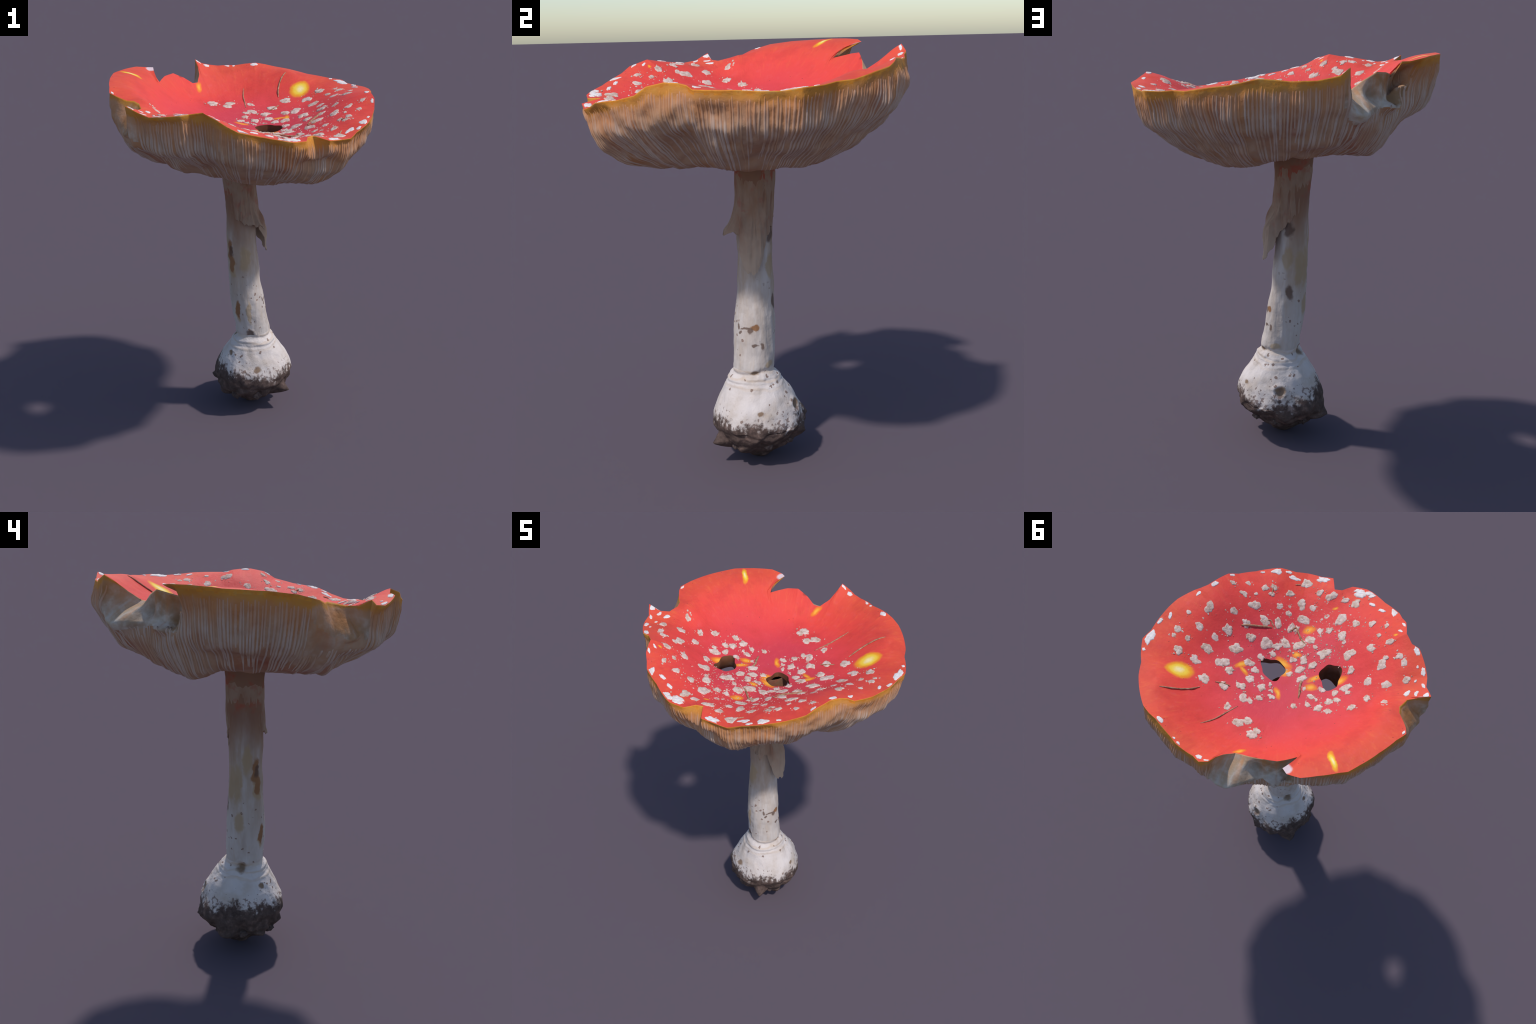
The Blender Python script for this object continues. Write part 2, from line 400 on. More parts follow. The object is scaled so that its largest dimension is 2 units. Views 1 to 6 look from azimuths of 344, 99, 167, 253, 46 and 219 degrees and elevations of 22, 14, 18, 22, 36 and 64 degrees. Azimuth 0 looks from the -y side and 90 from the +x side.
def bulb_material():
    n = Nodes("earthy_bulb", .8, .15)
    x, y, z = n.xyz()
    c = n.ramp(n.noise(8, 4), [(.3, (.50, .41, .35)), (.5, (.63, .555, .525)), (.7, (.68, .61, .59))])
    # cream growth rings round the neck
    ring = n.new("ShaderNodeTexWave", wave_type='BANDS', bands_direction='Z')
    n.put(ring.inputs["Vector"], n.wobble(6, .05)); ring.inputs["Scale"].default_value = 9; ring.inputs["Distortion"].default_value = 4
    c = n.mix(n.math('MULTIPLY', n.math('MULTIPLY', n.step(ring.outputs["Fac"], .55, .95), n.step(z, .36, .42)), .45), c, (.58, .44, .33))
    # earth: solid low down, breaking into flecks higher up
    tilt = n.math('ADD', z, n.math('MULTIPLY', x, .14))
    h = n.math('ADD', tilt, n.math('MULTIPLY', n.math('SUBTRACT', n.noise(7, 5, .62), .5), .26))
    h2 = n.math('ADD', h, n.math('MULTIPLY', n.math('SUBTRACT', n.noise(38, 4, .6), .5), .16))
    soil = n.step(h2, .275, .225)
    fle = n.math('ADD', tilt, n.math('MULTIPLY', n.math('SUBTRACT', n.noise(55, 3, .5), .5), .62))
    fleck = n.step(fle, .245, .20)
    v = n.new("ShaderNodeTexVoronoi"); n.put(v.inputs["Vector"], n.wobble(50, .025)); v.inputs["Scale"].default_value = 26
    spk = n.math('MULTIPLY', n.math('LESS_THAN', v.outputs["Distance"], .22), n.math('GREATER_THAN', n.noise(11, 2), .53))
    earth = n.ramp(n.noise(30, 5, .65), [(.3, (.05, .034, .030)), (.55, (.105, .070, .060)), (.75, (.21, .14, .115))])
    co = n.wobble(18, .045, 5)
    pit = n.most([polar_spot(n, co, *s) for s in [(77, .297, .04, .04), (-160, .37, .022, .02), (-99, .295, .03, .035), (156, .455, .04, .035), (11, .463, .03, .015), (15, .30, .02, .015)]])
    c = n.mix(n.step(pit, .1, .55), c, (.28, .19, .13))
    c = n.mix(n.math('MULTIPLY', spk, .8), c, (.20, .12, .09))
    c = n.mix(n.math('MULTIPLY', fleck, .8), c, (.22, .15, .13))
    c = n.mix(soil, c, earth)
    n.bump(n.math('ADD', n.noise(28, 6, .65), n.math('MULTIPLY', n.math('MULTIPLY', ring.outputs["Fac"], n.step(z, .36, .42)), .3)), .45, .012)
    return n.color(c)

def clod_material():
    n = Nodes("dark_soil", .9, .1)
    c = n.ramp(n.noise(26, 5, .65), [(.3, (.055, .040, .038)), (.55, (.115, .082, .074)), (.78, (.23, .16, .135))])
    n.bump(n.noise(50, 6, .7), .6, .01)
    return n.color(c)

def skirt_material():
    n = Nodes("ragged_skirt", .75, .15)
    c = n.ramp(n.noise(12, 4, co=n.vmath('MULTIPLY', n.co, (1, 1, .4))), [(.3, (.30, .16, .095)), (.5, (.37, .245, .175)), (.72, (.30, .15, .095))])
    c = n.mix(n.math('MULTIPLY', n.step(n.noise(20, 4), .55, .72), .5), c, (.36, .11, .08))
    z = n.xyz()[2]
    c = n.mix(n.step(n.math('ADD', z, n.math('MULTIPLY', n.noise(8, 3), .15)), 1.3, 1.08), c, (.47, .345, .26))
    n.bump(n.noise(40, 4), .4, .008)
    return n.color(c)

# ------------------------------------------------------------------ stem and bulb
# spine and girth: (height, x, y, radius)
SPINE = np.array([(.0, -.040, .018, .040), (.02, -.042, .016, .066), (.05, -.042, .013, .102), (.09, -.038, .008, .155), (.13, -.032, .012, .192),
    (.17, -.026, .014, .217), (.21, -.024, .012, .223), (.25, -.021, .010, .216), (.29, -.018, .010, .202), (.33, -.016, .009, .182), (.37, -.015, .007, .159),
    (.41, -.014, .005, .132), (.44, -.014, .002, .111), (.465, -.016, .0, .1005), (.50, -.020, .0, .098), (.55, -.028, .0, .098), (.60, -.035, .0, .099),
    (.70, -.043, .004, .096), (.80, -.050, .006, .0905), (.90, -.053, .010, .086), (1.0, -.054, .012, .084), (1.1, -.052, .013, .085), (1.2, -.049, .015, .086),
    (1.3, -.046, .019, .088), (1.4, -.047, .021, .092), (1.5, -.045, .024, .100), (1.58, -.043, .025, .112), (1.67, -.043, .025, .125)])

def stem_at(z):
    return tuple(float(np.interp(z, SPINE[:, 0], SPINE[:, k])) for k in (1, 2, 3))

def spline_stem(z):
    zz = SPINE[:, 0]
    i = int(np.clip(np.searchsorted(zz, z) - 1, 0, len(zz) - 2))
    h = zz[i + 1] - zz[i]; t = (z - zz[i]) / h
    out = []
    for k in (1, 2, 3):
        p = SPINE[:, k]
        m0 = (p[i + 1] - p[i - 1]) / (zz[i + 1] - zz[i - 1]) if i > 0 else (p[1] - p[0]) / h
        m1 = (p[i + 2] - p[i]) / (zz[i + 2] - zz[i]) if i + 2 < len(zz) else (p[i + 1] - p[i]) / h
        out.append((2*t**3 - 3*t*t + 1)*p[i] + (t**3 - 2*t*t + t)*h*m0 + (-2*t**3 + 3*t*t)*p[i + 1] + (t**3 - t*t)*h*m1)
    return out

# knobs of earth that stick out of the bulb: bearing, height, reach, spread
KNOBS = [(-49, .125, .075, .055), (144, .145, .055, .08), (82, .155, .040, .06), (-15, .10, .04, .07), (-165, .13, .035, .07), (113, .20, .020, .10), (150, .21, .014, .10)]
PITS = [(77, .297, .022, .032), (-111, .487, .008, .024), (156, .457, .014, .034), (-160, .37, .006, .018), (11, .463, .008, .02), (-151, .998, .004, .02)]

def build_stem(root):
    nu = 150
    hs = np.concatenate([np.linspace(0.0, .5, 100), np.linspace(.507, 1.66, 170)])
    V = []
    for z in hs:
        cx, cy, r = spline_stem(z)
        for i in range(nu):
            a = 2 * math.pi * i / nu
            p = (cx + r * math.cos(a), cy + r * math.sin(a), z)
            d = .006 * fbm(p, 6, 4, 3.1) + .003 * fbm((p[0], p[1], p[2] * .3), 26, 3, 9.0)
            if z < .62:
                d += .012 * fbm(p, 5, 3, 1.3) * smooth(.62, .4, z)
                d += .0018 * math.sin(z * 330 + 2.5 * fbm(p, 5, 2, 5.)) * float(np.exp(-((z - .425) / .035) ** 2))   # growth rings
            d += -.007 * math.exp(-((z - .462 - .01 * math.sin(a * 2)) / .011) ** 2) + .006 * math.exp(-((z - .437 - .01 * math.sin(a * 2 + .4)) / .014) ** 2)
            if z < .24:   # crusty earth, in angular chunks
                k = float(smooth(.24, .16, z - .14 * p[0] * 0))
                cell = mnoise.voronoi(Vector((p[0] * 11, p[1] * 11, p[2] * 13)))[0]
                d += k * (.030 * (cell[1] - cell[0]) - .012 + .012 * fbm(p, 16, 4, 2.2))
            deg = math.degrees(a)
            for b, h, reach, spread in KNOBS:
                w = math.hypot((((deg - b + 180) % 360) - 180) * math.pi / 180 * .2, z - h) / spread
                if w < 1:
                    d += reach * (1 - w) ** 1.3
            for b, h, deep, spread in PITS:
                w = math.hypot((((deg - b + 180) % 360) - 180) * math.pi / 180 * max(r, .08), z - h) / spread
                if w < 1.3:
                    d -= deep * math.exp(-(w * 1.6) ** 2) - .25 * deep * math.exp(-((w - 1) * 3) ** 2)
            rr = max(.004, r + d * min(1, r / .1))
            V.append((cx + rr * math.cos(a), cy + rr * math.sin(a), max(0.0, z + (.012 * fbm(p, 9, 2, 7.) if .02 < z < .2 else 0))))
    F = grid_faces(nu, len(hs))
    V.append((*stem_at(0)[:2], 0.0)); F += [(len(V) - 1, (i + 1) % nu, i) for i in range(nu)]
    me = bpy.data.meshes.new("whole"); me.from_pydata(V, [], F); me.update()
    me.polygons.foreach_set("use_smooth", [True] * len(F))
    N = [v.normal.copy() for v in me.vertices]
    cut = int(np.searchsorted(hs, .475))
    low = [f for k, f in enumerate(F) if k >= nu * (len(hs) - 1) or k < nu * cut]
    high = [f for k, f in enumerate(F) if nu * cut <= k < nu * (len(hs) - 1)]
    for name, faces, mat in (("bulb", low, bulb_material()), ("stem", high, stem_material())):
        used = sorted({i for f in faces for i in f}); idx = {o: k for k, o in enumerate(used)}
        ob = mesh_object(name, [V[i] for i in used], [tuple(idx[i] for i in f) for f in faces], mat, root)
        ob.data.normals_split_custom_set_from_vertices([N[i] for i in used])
    bpy.data.meshes.remove(me)

# hem of the skirt: bearing, height of hem, how far it stands off the stem
HEM = np.array([(-180, 1.24, -.016, 1.6), (-140, 1.22, -.014, 1.6), (-112, 1.185, .006, 2), (-90, 1.165, .018, 3), (-70, 1.152, .036, 4.5), (-51, 1.145, .078, 4.5), (-43, 1.14, .040, 4), (-32, 1.12, .024, 2), (-20, 1.04, .048, 1),
    (-10, .975, .060, 1), (2, .962, .062, 1), (12, .97, .060, 1), (20, 1.0, .052, 1), (30, 1.06, .030, 1), (42, 1.11, .012, 1.6), (58, 1.15, .006, 2), (90, 1.20, -.004, 2), (130, 1.22, -.016, 1.6)])

def build_skirt(root):
    nu, nv = 140, 26
    ang = np.arange(nu) * 360 / nu - 180
    hz = pinterp(ang, HEM[:, 0], HEM[:, 1]); ho = pinterp(ang, HEM[:, 0], HEM[:, 2]); hp = pinterp(ang, HEM[:, 0], HEM[:, 3])
    outer, inner = [], []
    for j in range(nv):
        t = j / (nv - 1)
        for i in range(nu):
            a = math.radians(ang[i])
            z = 1.46 + (hz[i] + .022 * fbm((math.cos(a) * 3, math.sin(a) * 3, 0), 2.6, 4, 4.) - 1.46) * t
            cx, cy, r = stem_at(z)
            off = -.006 + .008 * min(1, t * 5) + ho[i] * (t ** hp[i] if hp[i] > 1.5 else .85 * float(smooth(.5, .72, t)) + .15 * t * t) + .012 * t * fbm((math.cos(a), math.sin(a), z), 7, 3, 8.)
            for ring, o in ((outer, off), (inner, off - .009 * min(1, (1 - t) * 6 + .4))):
                rr = r + max(o, -.01)
                ring.append((cx + rr * math.cos(a), cy + rr * math.sin(a), z))
    n = len(outer)
    F = grid_faces(nu, nv) 
    F = [tuple(reversed(f)) for f in F] + [tuple(i + n for i in f) for f in F]
    b = (nv - 1) * nu
    F += [(b + i, b + (i + 1) % nu, n + b + (i + 1) % nu, n + b + i) for i in range(nu)]
    ob = mesh_object("skirt", outer + inner, F, skirt_material(), root, angle=50)
    bm = bmesh.new(); bm.from_mesh(ob.data); bmesh.ops.recalc_face_normals(bm, faces=bm.faces); bm.to_mesh(ob.data); bm.free()

def build_clods(root):
    mat = clod_material()
    for b, h, s in [(-30, .12, .034), (70, .12, .032), (120, .11, .036), (165, .13, .034), (-140, .12, .032), (-95, .12, .03), (25, .12, .03)]:
        cx, cy, r = stem_at(h)
        a = math.radians(b)
        c = Vector((cx + (r - s * .6) * math.cos(a), cy + (r - s * .6) * math.sin(a), h))
        bm = bmesh.new(); bmesh.ops.create_icosphere(bm, subdivisions=4, radius=1)
        sx, sy, sz = [s * rng.uniform(.8, 1.25) for _ in range(3)]
        off = rng.uniform(0, 50)
        for v in bm.verts:
            p = v.co.copy()
            cell = mnoise.voronoi(p * 1.3 + Vector((off, 0, 0)))[0]
            k = .80 + .35 * (cell[1] - cell[0]) + .14 * mnoise.fractal(p * 3 + Vector((off, 2, 0)), 1, 2, 4)
            v.co = c + Vector((p.x * sx * k, p.y * sy * k, p.z * sz * k))
            v.co.z = max(v.co.z, .002)
        me = bpy.data.meshes.new("soil_clod"); bm.to_mesh(me); bm.free()
        me.materials.append(mat); me.polygons.foreach_set("use_smooth", [True] * len(me.polygons)); me.set_sharp_from_angle(angle=math.radians(38))
        ob = bpy.data.objects.new("soil_clod", me); bpy.context.collection.objects.link(ob); ob.parent = root

# ------------------------------------------------------------------ cap
COLS = np.unique(np.round(np.concatenate([np.arange(-155.4, 204.6, .8), COL]), 3))
COLS = COLS[np.concatenate([[True], np.diff(COLS) > .12])]
COLS = COLS[COLS < 204.55]
HOLES = [((.115, -.044), (.068, .060), -10), ((-.160, -.192), (.076, .053), -50)]
LEAN = [(0.15, -.15), (-.40, .22)]      # how each hole wanders as it goes down

def skin_z(x, y, f, zr, zt):
    return dish(x, y) + (zr - zt) * smooth(.70, 1.0, f)

def top_rings(c, F):
    th, R, Z = rim_at(c)
    a1 = np.radians(th); zt = dish(R * np.cos(a1), R * np.sin(a1)); zp1 = petal_dish(R * np.cos(a1), R * np.sin(a1))
    rings = []
    for f in F:
        w = smooth(.70, 1.0, f); r = f * R
        deg = c + (th - c) * w
        # flap columns bend round the inner end of the tear before they reach out to the tip
        bent = c + 5.7 * (1 - (c - 132) / 18)
        flap = np.where(r <= .532, c + (bent - c) * smooth(.38, .53, r), bent + (th - bent) * np.clip((r - .532) / np.maximum(R - .532, 1e-4), 0, 1))
        a = np.radians(np.where((c >= 132.3) & (c < 150), flap, deg))
        x, y = f * R * np.cos(a), f * R * np.sin(a)
        z = skin_z(x, y, f, Z, zt)
        on = smooth(98, 103, c) * (c < 132.4)          # columns of the petal follow their own sheet
        zp = petal_dish(x, y) + (Z - zp1) * smooth(.8, 1.0, f)
        k = on * smooth(.5, .8, f)
        rings.append(np.stack([x, y, z * (1 - k) + zp * k], -1))
    return rings

def under_point(c, s):
    return under(np.atleast_1d(np.asarray(c, float)), LUMPS, [s])[0]

def roughen_under(P, s):
    """small lumps of the underside"""
    k = float(smooth(0.0, .6, s))
    out = P.copy()
    for i, p in enumerate(P):
        a = math.hypot(p[0], p[1]) + 1e-6
        d = k * (.017 * fbm(p, 4.5, 3, 6.) + .005 * fbm(p, 16, 3, 2.))
        out[i] += np.array([p[0] / a * d, p[1] / a * d, -d * .6])
    return out

US = np.concatenate([np.linspace(.06, 1, 14), np.linspace(1.1, 5, 34), np.linspace(5.15, 8.9, 18)])

def build_cap(root):
    n = len(COLS)
    FT = np.concatenate([np.linspace(.03, .7, 36), np.linspace(.72, 1, 22)])
    rings = top_rings(COLS, FT)
    for k, (f, P) in enumerate(zip(FT, rings)):
        if f < .995:
            for p in P:
                p[2] += .004 * fbm(p, 7, 3, 11.) * min(1, (1 - f) * 12)
    verts = [np.array([[0, 0, float(dish(0, 0))]])] + rings
    faces = [(0, 1 + i, 1 + (i + 1) % n) for i in range(n)]; slot = [0] * n
    g = [tuple(1 + i for i in q) for q in grid_faces(n, len(FT))]
    faces += [(q[3], q[2], q[1], q[0]) for q in g]; slot += [0] * len(g)
    base = 1 + n * (len(FT) - 1)
    ub = 1 + n * len(FT)
    for s in US:
        verts.append(roughen_under(under_point(COLS, s), s))
    R, _ = env_at(COLS); Rr = rim_at(COLS)[1]
    bite = np.clip((R - Rr) / .15, 0, 1)
    wide = np.array([bite[np.abs(COLS - c) < (7 if c > 180 else 3)].max() for c in COLS])
    edge = .09 + .05 * np.array([mnoise.noise(Vector((c * .35, 1, 0))) for c in COLS]) + .02 * np.array([mnoise.noise(Vector((c * 1.3, 7, 0))) for c in COLS])
    prev = base
    for j, s in enumerate(US):
        cur = ub + j * n
        for i in range(n):
            k = (i + 1) % n
            faces.append((prev + k, prev + i, cur + i, cur + k))
            torn = wide[i] > .22 and not -90 < COLS[i] < -65 and .10 < s < (1.1 if COLS[i] < 180 else .45) + .9 * wide[i] + .5 * mnoise.noise(Vector((COLS[i] * .16, 3, 0)))
            slot.append(2 if torn else 1 if s < edge[i] * 2.2 else 3)
        prev = cur
    faces.append(tuple(reversed([prev + i for i in range(n)]))); slot.append(3)
    V = np.concatenate(verts)
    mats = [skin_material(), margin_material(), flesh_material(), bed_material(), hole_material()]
    body = mesh_object("body", V, faces, mats)
    body.data.polygons.foreach_set("material_index", slot)
    # the two holes, wider below
    for ((hx, hy), (ra, rb), turn), (lx, ly) in zip(HOLES, LEAN):
        m = 40; cv = []
        levels = [(1.90, 1.5), (1.735, 1.12), (1.70, 1.0), (1.64, 1.15), (1.58, 1.45), (1.50, 1.8), (1.40, 2.1)]
        for z, k in levels:
            for i in range(m):
                a = 2 * math.pi * i / m
                w = 1 + .10 * math.sin(3 * a + hx * 9) + .07 * math.sin(5 * a + 1) + .05 * math.sin(2 * a + z * 20)
                u, v = ra * k * w * math.cos(a), rb * k * w * math.sin(a)
                t = math.radians(turn); sh = max(0, 1.69 - z)
                cv.append((hx + lx * sh + u * math.cos(t) - v * math.sin(t), hy + ly * sh + u * math.sin(t) + v * math.cos(t), z))
        cf = grid_faces(m, len(levels)); cf.append(tuple(range(m))); cf.append(tuple(reversed(range(m * (len(levels) - 1), m * len(levels)))))
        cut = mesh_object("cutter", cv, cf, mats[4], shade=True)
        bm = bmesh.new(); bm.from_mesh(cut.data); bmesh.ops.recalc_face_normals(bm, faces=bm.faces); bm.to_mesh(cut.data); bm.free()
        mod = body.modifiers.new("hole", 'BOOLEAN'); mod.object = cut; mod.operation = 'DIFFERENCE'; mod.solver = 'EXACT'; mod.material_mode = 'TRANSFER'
    dg = bpy.context.evaluated_depsgraph_get()
    done = bpy.data.meshes.new_from_object(body.evaluated_get(dg))
    done.update()
    co = np.empty(len(done.vertices) * 3); done.vertices.foreach_get("co", co); co = co.reshape(-1, 3)
    names = {m.name: k for k, m in enumerate(mats)}
    kinds = [names[done.materials[p.material_index].name] for p in done.polygons]
    print("cap polygons", len(done.polygons), {k: kinds.count(k) for k in set(kinds)})
    parts = []
    for k, name in enumerate(("cap", "margin", "torn_flesh", "gill_bed", "hole_wall")):
        fs = [tuple(p.vertices) for p, q in zip(done.polygons, kinds) if q == k]
        if not fs:
            continue
        used = sorted({i for f in fs for i in f}); idx = {o: j for j, o in enumerate(used)}
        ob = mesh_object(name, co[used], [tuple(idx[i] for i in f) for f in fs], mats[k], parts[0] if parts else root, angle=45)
        if k in (1, 2, 3):
            N = done.vertices
            ob.data.normals_split_custom_set_from_vertices([N[i].normal for i in used])
        parts.append(ob)
    for o in [o for o in bpy.data.objects if o.name.startswith(("cutter", "body"))]:
        bpy.data.objects.remove(o)
    return parts[0]

def build_gills(cap):
    mat = gill_material()
    R0, _ = env_at(COLS)
    N = 286
    for g in range(N):
        c = -155 + 360 * (g + rng.uniform(-.3, .3)) / N
        r, _ = env_at(np.array([c])); rr = rim_at(np.array([c]))[1]
        b = float(np.clip((r - rr) / .15, 0, 1)[0])
        s0 = rng.uniform(.16, .42) + (1.3 + rng.uniform(0, .5)) * ((b > .25 and not -90 < c < -65) or 184 < c or c < -152)
        kind = rng.random()
        s1 = rng.uniform(1.8, 2.8) if kind < .2 else rng.uniform(3.4, 4.6) if kind < .6 else rng.uniform(4.8, 5.4)
        if s1 < s0 + .4:
            continue
        m = max(10, int((s1 - s0) * 9))
        half = rng.uniform(.7, 1.15) * math.radians(1) * .72
        hgt = rng.uniform(.0026, .0040)
        sway = rng.uniform(0, 9); amp = rng.uniform(.15, .6)
        verts = []
        for q in range(m):
            t = q / (m - 1); s = s0 + (s1 - s0) * t
            cc = c + amp * math.sin(sway + s * 1.7) * t
            P = roughen_under(under_point([cc, cc + .3], s), s); P2 = roughen_under(under_point([cc], s + .05), s + .05)[0]
            p = P[0]; side = P[1] - P[0]; side /= np.linalg.norm(side) + 1e-9
            along = P2 - p; nor = np.cross(along, side); nor /= np.linalg.norm(nor) + 1e-9
            if nor[0] * p[0] + nor[1] * p[1] - .6 * nor[2] < 0:
                nor = -nor
            taper = min(1, t * 5 + .12) * min(1, (1 - t) * 4 + .08)
            sink = -.004 if q in (0, m - 1) else 0
            p = p + nor * sink
            w = half * .5 * (.55 + .45 * taper) * (.4 + .6 * math.hypot(p[0], p[1]) / .7); h = hgt * taper
            verts += [p - side * w - nor * .002, p - side * w * .6 + nor * h * .8, p + nor * h, p + side * w * .6 + nor * h * .8, p + side * w - nor * .002]
        faces = [(a * 5 + k, a * 5 + k + 1, a * 5 + k + 6, a * 5 + k + 5) for a in range(m - 1) for k in range(4)]
        faces += [(0, 1, 2, 3, 4), tuple(reversed([(m - 1) * 5 + k for k in range(5)]))]
        mesh_object("gill", verts, faces, mat, cap)

# warts: (x cm, y cm, half-width cm), sector by sector round the cap
WARTS_WEST = [(-30,0,2.3),(-20,-3,1.0),(-16,-3,1.8),(-38,-9,2.3),(-26,-6,2.3),(-29,-9,1.9),(-51,-18,1.9),(-41,-17,2.1),(-25,-12,1.9),(-18,-10,1.9),(-30,-16,1.5),(-10,-5,1.3),
    (-45,-28,2.5),(-27,-18,2.6),(-35,-26,2.4),(-52,-35,2.1),(-45,-42,2.1),(-36,-36,2.9),(-35,-40,1.5),(-41,-44,1.9),(-23,-28,2.1),(-31,-49,2.0),(-5,-9,2.7),(-24,-42,2.3),(-16,-35,3.2),(-13,7,1.8),(-18,2,1.5),(-24,1,2.2)]
WARTS_SOUTH = [(-23,-50,1.4),(-23,-57,1.7),(-15,-55,2.0),(-9,-39,1.3),(-4,-19,2.3),(-5,-30,2.1),(-4,-28,3.1),(-7,-52,2.2),(-6,-42,2.6),(0,-13,2.5),(1,-62,2.8),(2,-50,3.2),(3,-42,2.1),(2,-29,1.6),(2,-19,2.3),
    (7,-61,1.9),(7,-39,1.9),(10,-48,1.7),(7,-31,2.9),(11,-45,.8),(15,-58,2.8),(22,-57,2.2),(10,-25,3.2),(3,-8,1.7),(19,-47,1.9),(7,-16,2.1),(19,-39,2.9),(18,-32,2.1),(25,-45,2.8),(32,-57,3.2),(21,-31,2.7)]
WARTS_EAST = [(29,-39,1.1),(27,-36,2.0),(34,-45,2.3),(17,-21,3.4),(33,-35,2.0),(27,-27,2.7),(42,-41,1.9),(40,-37,1.6),(19,-17,2.6),(45,-37,1.9),(33,-22,2.9),(46,-30,1.1),(18,-12,1.8),(24,-14,3.2),(42,-25,3.1),
    (53,-32,1.5),(50,-25,1.9),(58,-25,1.5),(39,-14,2.6),(32,-10,2.9),(47,-13,2.4),(21,-6,2.0),(57,-5,2.8),(43,-4,2.9),(33,0,3.4),(63,5,1.6),(23,2,2.6),(45,4,2.0),(54,6,2.5),(18,3,2.2)]
WARTS_NORTH = [(61,16,2.2),(12,3,1.5),(43,12,3.1),(54,16,1.6),(60,20,1.4),(33,12,3.4),(52,25,2.6),(27,13,2.5),(43,22,2.8),(16,9,2.4),(6,4,1.3),(32,27,3.3),(16,16,2.5),(22,23,2.5),(8,9,2.5),(3,7,1.1),(10,21,2.8),(12,31,2.4),
    (6,20,1.8),(4,15,1.9),(1,35,2.8),(0,10,1.9),(-2,31,2.6),(-9,36,3.1),(-10,33,2.4)]
# white scraps of veil on the margin
RIM_SCRAPS = [(-71,-6,1.0),(-66,-32,1.8),(-57,-28,2.0),(-61,-31,1.5),(-61,-37,1.2),(-56,-37,.8),(-56,-44,2.0),(-52,-44,.9),(-46,-51,2.1),(-32,-56,1.0),(-31,-61,1.2),(-20,-68,2.4),(-14,-65,1.6),(-7,-66,1.5),(-3,-71,1.6),
    (-1,-72,2.4),(3,-69,2.7),(5,-70,2.2),(26,-65,2.7),(28,-65,1.4),(39,-54,2.2),(43,-55,1.4),(48,-50,2.5),(53,-44,1.0),(62,-29,1.6),(64,-17,1.7),(67,-7,1.3),(69,13,1.6),(71,19,1.9),(68,29,2.8),(67,32,2.1),(64,38,1.0),
    (25,65,1.9),(13,68,.8),(9,69,1.3),(-4,68,1.6),(-9,68,1.2)]

_COLF = np.linspace(-155, 204.4, 1440)
_TH, _RR, _ZR = rim_at(_COLF)
_ZT = dish(_RR * np.cos(np.radians(_TH)), _RR * np.sin(np.radians(_TH)))

def skin_height(x, y):
    """height of the skin over (x, y), corrected toward the rim as the cap mesh is"""
    x = np.asarray(x, float); y = np.asarray(y, float)
    a = np.degrees(np.arctan2(y, x)); a = np.where(a < -155, a + 360, a)
    R = np.interp(a, _COLF, _RR); f = np.hypot(x, y) / R
    return dish(x, y) + np.interp(a, _COLF, _ZR - _ZT) * smooth(.70, 1.0, np.minimum(f, 1)), f

def inside_hole(x, y, grow=1.0):
    for (hx, hy), (ra, rb), turn in HOLES:
        t = math.radians(turn); dx, dy = x - hx, y - hy
        u, v = dx * math.cos(t) + dy * math.sin(t), -dx * math.sin(t) + dy * math.cos(t)
        if (u / ra) ** 2 + (v / rb) ** 2 < grow ** 2:
            return True
    return False

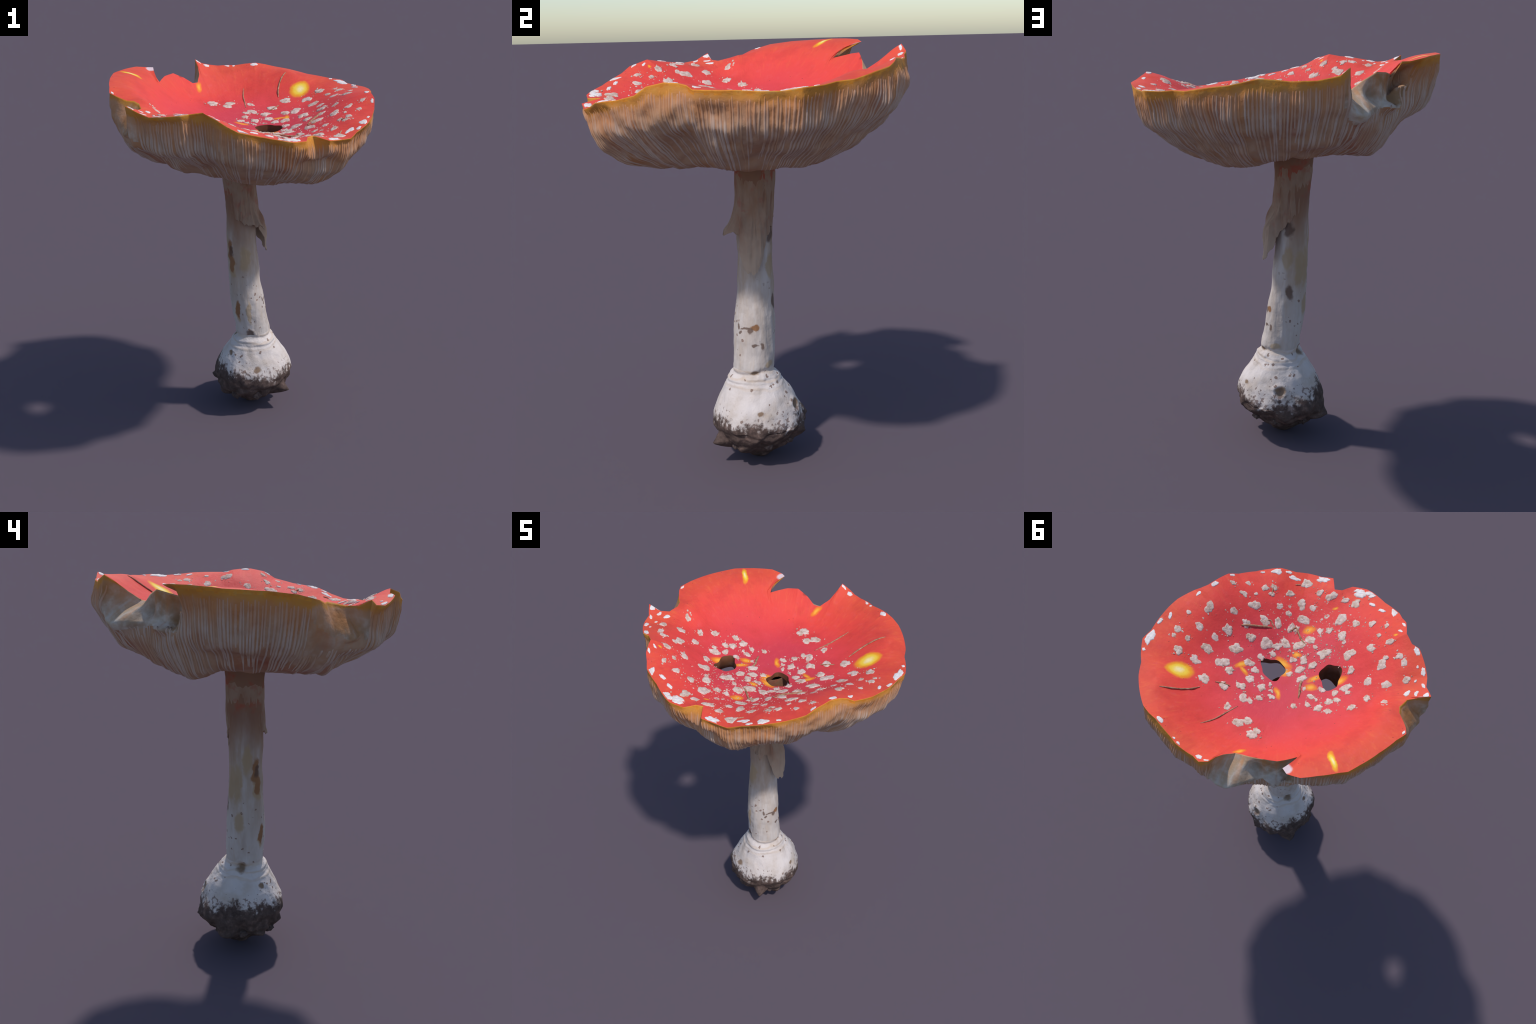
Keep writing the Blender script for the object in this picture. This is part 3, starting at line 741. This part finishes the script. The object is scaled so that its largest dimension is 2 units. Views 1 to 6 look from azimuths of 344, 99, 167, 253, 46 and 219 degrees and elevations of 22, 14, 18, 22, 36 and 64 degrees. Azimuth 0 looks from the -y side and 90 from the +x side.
def build_warts(cap):
    mats = (wart_material(), white_wart_material())
    for rim_scrap, table in ((0, WARTS_WEST + WARTS_SOUTH + WARTS_EAST + WARTS_NORTH), (1, RIM_SCRAPS)):
        for x, y, s in table:
            x, y, s = x * .01, y * .01, s * .01 * .98
            out = math.atan2(y, x)
            turn = out + (math.pi / 2 if rim_scrap else 0) + rng.uniform(-.6, .6)
            ax = rng.uniform(1.15, 1.6) if rim_scrap else rng.uniform(.85, 1.2); ay = 1 / ax
            m, nr = 60, 10
            seed = rng.uniform(0, 100); peak = (.13 if rim_scrap else .155) * s * rng.uniform(.7, 1.3)
            dent = rng.random() < .45
            P = []
            for j in range(nr + 1):
                q = j / nr
                for i in range(m):
                    a = 2 * math.pi * i / m
                    e = Vector((math.cos(a), math.sin(a), 0))
                    o = 1 + .55 * mnoise.noise(e * .8 + Vector((seed, 0, 0))) + .30 * mnoise.noise(e * 1.6 + Vector((seed, 5, 0))) + .14 * mnoise.noise(e * 5 + Vector((seed, 9, 0))) * q * q
                    u, v = ax * s * o * q * math.cos(a), ay * s * o * q * math.sin(a)
                    px, py = x + u * math.cos(turn) - v * math.sin(turn), y + u * math.sin(turn) + v * math.cos(turn)
                    P.append((px, py, q))
            P = np.array(P)
            for hole, (ra, rb), t in HOLES:        # keep scraps off the open holes
                d = P[:, :2] - np.array(hole); L = np.hypot(d[:, 0], d[:, 1]) + 1e-9; lim = max(ra, rb) * 1.08
                P[:, :2] += d / L[:, None] * np.maximum(0, lim - L)[:, None]
            z, f = skin_height(P[:, 0], P[:, 1])
            k = np.where(f > .992, .992 / f, 1); P[:, 0] *= k; P[:, 1] *= k
            z, f = skin_height(P[:, 0], P[:, 1])
            top = []
            for p, zz in zip(P, z):
                q = p[2]
                w = (1 - q ** 2.6) * (1 - (.55 * math.exp(-(q / .35) ** 2) if dent else 0))
                lump = 1 + .55 * mnoise.fractal(Vector((p[0] * 70 + seed, p[1] * 70, 0)), 1, 2, 3)
                top.append((p[0], p[1], zz + .0012 - .004 * (q > .99) + peak * w * max(.25, lump)))
            F = grid_faces(m, nr + 1)
            mesh_object("wart" if not rim_scrap else "veil_scrap", top, F, mats[rim_scrap], cap)
    # crumbs too small to count, one part
    allw = WARTS_WEST + WARTS_SOUTH + WARTS_EAST + WARTS_NORTH
    V, F = [], []
    for _ in range(900):
        x, y, s = allw[rng.randrange(len(allw))] if rng.random() < .6 else (rng.gauss(6, 14), rng.gauss(-34, 14), 2.4)
        a = rng.uniform(0, 6.283); d = s * rng.uniform(1.05, 1.9)
        px, py = (x + d * math.cos(a)) * .01, (y + d * math.sin(a)) * .01
        if inside_hole(px, py, 1.15):
            continue
        r = .0016 + .0045 * rng.random() ** 1.8; m = 7
        asp = rng.uniform(.4, 1); tr = rng.uniform(0, 3.14)
        b = len(V)
        pts = [(px, py)]
        for i in range(m):
            t = 2 * math.pi * i / m; o = rng.uniform(.6, 1.4)
            u, v = r * o * math.cos(t), r * o * asp * math.sin(t)
            pts.append((px + u * math.cos(tr) - v * math.sin(tr), py + u * math.sin(tr) + v * math.cos(tr)))
        z, f = skin_height([p[0] for p in pts], [p[1] for p in pts])
        if f.max() > .97:
            continue
        V.append((pts[0][0], pts[0][1], z[0] + .003 + r * .35))
        V += [(p[0], p[1], zz + .0005) for p, zz in zip(pts[1:], z[1:])]
        F += [(b, b + 1 + i, b + 1 + (i + 1) % m) for i in range(m)]
    ob = mesh_object("veil_crumb", V, F, mats[0], cap)
    ob["kind"] = "stuff"

# fallen needles and bits of twig on the skin: points (x, y) in cm and thickness in cm
NEEDLES = [([(40.2, 50.2), (36.6, 46.6), (33.6, 42.6), (31.0, 37.6), (29.6, 32.6)], .55), ([(13.3, 49.7), (11.0, 42.5), (9.6, 34.5), (8.1, 27.1)], .5), ([(39.8, -11.1), (36, -15), (32, -18.5), (27.7, -22.5)], .75),
    ([(33, -21), (31, -25.5), (26, -23)], .4), ([(20, -28), (19, -33), (15, -30.5), (10.5, -28), (7.3, -27.2)], .7), ([(-6, -8.5), (-7, -5), (-9.5, -2), (-11.5, 1.5)], .8), ([(-7, -6), (-4.5, -8.5)], .5), ([(42.5, -41), (40, -36.5)], .45), ([(27, 24), (23.5, 21.5), (20, 20)], .5),
    ([(33.5, -54), (35.5, -51.5)], .45)]

def build_needles(cap):
    mat = twig_material(); pale = white_wart_material()
    for pts, wide in NEEDLES:
        pts = np.array(pts) * .01; d = np.r_[0, np.cumsum(np.linalg.norm(np.diff(pts, axis=0), axis=1))]
        m = max(8, int(d[-1] / .006)); t = np.linspace(0, d[-1], m)
        X, Y = np.interp(t, d, pts[:, 0]), np.interp(t, d, pts[:, 1])
        for _ in range(3):
            X[1:-1] = (X[:-2] + X[1:-1] * 2 + X[2:]) / 4; Y[1:-1] = (Y[:-2] + Y[1:-1] * 2 + Y[2:]) / 4
        Z, _f = skin_height(X, Y)
        V, k = [], 8
        for i in range(m):
            tx, ty = X[min(i + 1, m - 1)] - X[max(i - 1, 0)], Y[min(i + 1, m - 1)] - Y[max(i - 1, 0)]
            L = math.hypot(tx, ty) + 1e-9; sx, sy = -ty / L, tx / L
            r = wide * .01 * .8 * (1 + .25 * mnoise.noise(Vector((X[i] * 60, Y[i] * 60, 2)))) * min(1, .45 + 3 * min(i, m - 1 - i) / m)
            for j in range(k):
                a = 2 * math.pi * j / k
                V.append((X[i] + sx * r * math.cos(a), Y[i] + sy * r * math.cos(a), Z[i] + r * .55 + r * math.sin(a)))
        F = grid_faces(k, m) + [tuple(range(k)), tuple(reversed(range((m - 1) * k, m * k)))]
        mesh_object("needle", V, F, mat, cap)

# ------------------------------------------------------------------ assemble
root = bpy.data.objects.new("toadstool", None)
bpy.context.collection.objects.link(root)
root["label"] = "red toadstool with dished torn cap, white warts and earthy bulb"
root["category"] = "mushroom"
build_stem(root)
build_skirt(root)
build_clods(root)
cap = build_cap(root)
build_gills(cap)
build_warts(cap)
build_needles(cap)
